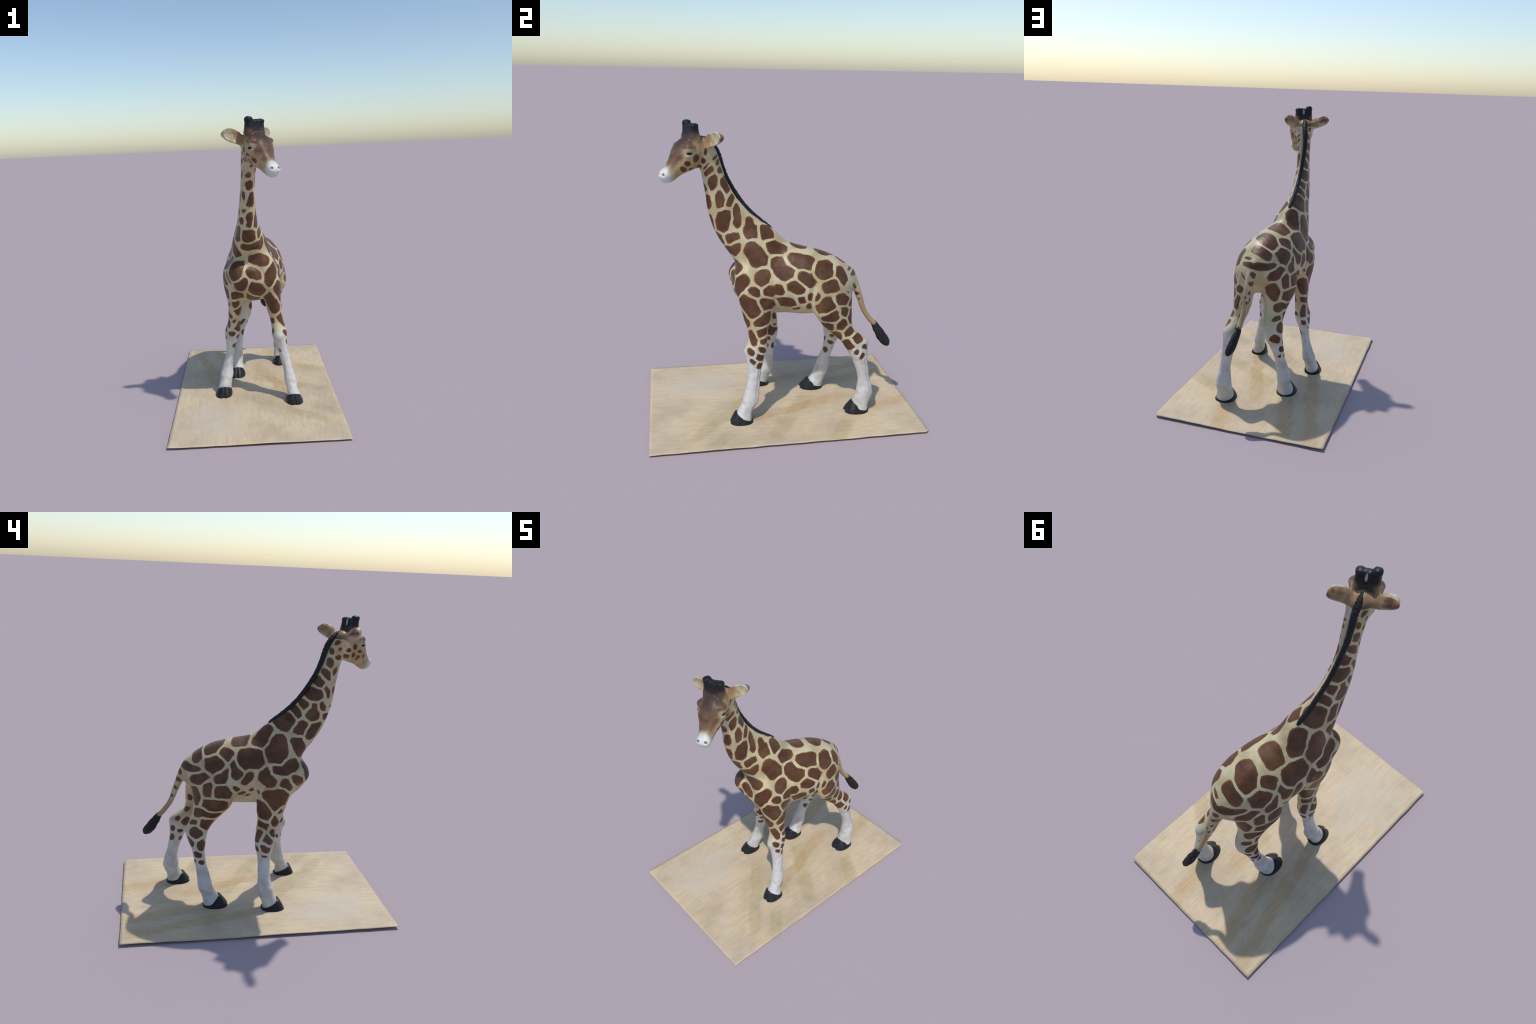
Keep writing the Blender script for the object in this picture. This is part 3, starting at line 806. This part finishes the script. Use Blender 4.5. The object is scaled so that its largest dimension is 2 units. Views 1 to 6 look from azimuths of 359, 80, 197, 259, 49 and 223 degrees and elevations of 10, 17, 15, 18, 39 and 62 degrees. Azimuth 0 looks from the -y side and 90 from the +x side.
PLAIN = {'fore_right': 'foreleg', 'fore_left': 'foreleg', 'hind_right': 'hind_leg', 'hind_left': 'hind_leg', 'ear_left': 'ear', 'ear_right': 'ear'}
loops = np.empty(len(SKIN.loops), int); SKIN.loops.foreach_get('vertex_index', loops); loops = loops.reshape(-1, 4)
BODY = {}
M_HEAD = None
for part in ['torso', 'neck', 'head', 'ossicones', 'ear_right', 'ear_left', 'fore_right', 'fore_left', 'hind_right', 'hind_left', 'tail']:
    q = loops[label == part]
    ids, inv = np.unique(q.ravel(), return_inverse=True)
    me = bpy.data.meshes.new(PLAIN.get(part, part)); me.from_pydata(co[ids].tolist(), [], inv.reshape(-1, 4).tolist())
    me.polygons.foreach_set('use_smooth', [True]*len(me.polygons))
    me.normals_split_custom_set_from_vertices(normals[ids].tolist())
    if part == 'head': M_HEAD = head_coat('head_coat', co[ids])
    if part in ('head', 'ossicones'): mat = M_HEAD
    elif part.startswith('ear'): mat = bpy.data.materials.get('ear_coat') or ear_coat('ear_coat')
    elif part.startswith('fore'): mat = coat(part+'_coat', co[ids], (.43, .60))
    elif part.startswith('hind'): mat = coat(part+'_coat', co[ids], (.45, .62))
    else:                                                    # trunk and neck: one slot per field of patches
        mat = None; fc = cen[label == part]; slot = np.zeros(len(fc), int)
        if part == 'torso':
            slot = np.digitize(fc[:, 1], (-.14, .14))*2+(fc[:, 0] > np.interp(fc[:, 1], [-.3, 0, .2, .5], [0, .012, .045, .065]))
        elif part == 'neck': slot = (fc[:, 2] > 1.47).astype(int)
        for k in range(slot.max()+1):
            me.materials.append(coat('%s_coat' % part, co[np.unique(q[slot == k])], part_smear=(part == 'neck' and k == 1), ochre=(part == 'tail')))
        me.polygons.foreach_set('material_index', slot)
    if mat: me.materials.append(mat)
    ob = bpy.data.objects.new(PLAIN.get(part, part), me); bpy.context.collection.objects.link(ob)
    ob.parent = BODY['head'] if part in ('ossicones', 'ear_left', 'ear_right') else ROOT
    BODY[part] = ob

# ------------------------------------------------------------------ eyes
for sg in (1, -1):
    R = np.array([HF, HL, ZU]).T
    tilt = Matrix.Rotation(sg*0, 3, 'Z')
    make('eye', *ellipsoid(hp(.000, sg*.0765, 1.810), (.021, .0125, .0085), R), M_EYE, BODY['head'])

# ------------------------------------------------------------------ hooves
HOOVES = [('fore_right', .270, -.302, .059, .078, .262, -.292), ('fore_left', -.243, -.114, .061, .082, -.234, -.100), ('hind_right', .228, .518, .072, .086, .227, .534), ('hind_left', -.148, .277, .070, .087, -.141, .298)]
for owner, x, y, hx, hy, tx, ty in HOOVES:
    rings = []
    for k in range(11):
        t = k/10; ring = []
        for j in range(64):
            a = 2*math.pi*j/64; ca, sa = math.cos(a), math.sin(a)
            ex = 2.35
            cx = math.copysign(abs(ca)**(2/ex), ca); sx = math.copysign(abs(sa)**(2/ex), sa)
            top = .052-.030*sa                                   # coronet slopes down to the heel
            toe = max(0, -sa)**30*math.exp(-(ca/.10)**2)         # cleft at the toe
            bx, by = x+hx*cx, y+hy*sx*(1.06 if sa < 0 else 1)+.012*toe*(1-.35*t)
            ux, uy = tx+.050*cx, ty+.058*sx+.006*toe
            px, py = bx+(ux-bx)*t, by+(uy-by)*t
            bul = .07*math.sin(math.pi*t**.8)
            px += (px-x)*bul; py += (py-y)*bul*.6
            ring.append((px, py, .006+(top-.006)*t))
        rings.append(np.array(ring))
    make('hoof', *loft(rings), M_HOOF, BODY[owner])

# ------------------------------------------------------------------ mane, tail tuft, ears
MANE = [(.030, -.540, 1.895, .014), (.014, -.500, 1.878, .019), (-.001, -.455, 1.836, .021), (-.016, -.424, 1.783, .020), (-.022, -.398, 1.701, .018), (-.024, -.362, 1.619, .016),
        (-.024, -.305, 1.522, .015), (-.021, -.246, 1.442, .015), (-.018, -.172, 1.368, .016), (-.014, -.098, 1.308, .016), (-.013, -.070, 1.288, .010)]
make('mane', *tube([(x, y-.002, z-.002, .93*r) for x, y, z, r in MANE], per=26, n=24, ridges=.055), M_MANE, BODY['neck'])
TUFT = [(.085, .652, .612, .018), (.088, .668, .585, .024), (.098, .690, .548, .030), (.110, .720, .500, .034), (.122, .746, .465, .028), (.127, .760, .445, .011)]
make('tail_tuft', *tube(TUFT, per=14, n=56, flat=.8, strands=.07), M_TUFT, BODY['tail'])

# ------------------------------------------------------------------ board
def board():
    nx, ny = 58, 92
    V, F = [], []
    for side in (0, 1):
        for j in range(ny+1):
            for i in range(nx+1):
                u, v = -1+2*i/nx, -1+2*j/ny
                x, y = .576*u, .921*v
                cut = (x-.576)+(y-.921)+.022                  # one corner is worn off
                if cut > 0: x -= cut*.62; y -= cut*.38
                if abs(u) == 1: x += .003*noise.noise((7*u, y*9, 0))
                if abs(v) == 1: y += .003*noise.noise((x*9, 7*v, 3))
                z = .010+.006*noise.noise((x*2.2, y*2.2, 1.3))+.0012*noise.noise((x*9, y*9, 4))+.003*max(abs(u), abs(v))**6
                z += .004*max(0, -u)**3*max(0, .4-v)-.007*math.exp(-((x-.05)**2+(y-.75)**2)/.02)
                z = max(z, .0025)
                V.append((x, y, z if side == 0 else z-.0022))
    n1 = (nx+1)*(ny+1)
    for j in range(ny):
        for i in range(nx):
            a = j*(nx+1)+i
            F.append((a, a+1, a+nx+2, a+nx+1)); F.append((n1+a, n1+a+nx+1, n1+a+nx+2, n1+a+1))
    ring = [i for i in range(nx)]+[j*(nx+1)+nx for j in range(ny)]+[ny*(nx+1)+i for i in range(nx, 0, -1)]+[j*(nx+1) for j in range(ny, 0, -1)]
    for k in range(len(ring)):
        a, b = ring[k], ring[(k+1) % len(ring)]
        F.append((a, n1+a, n1+b, b))
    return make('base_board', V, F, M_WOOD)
board()
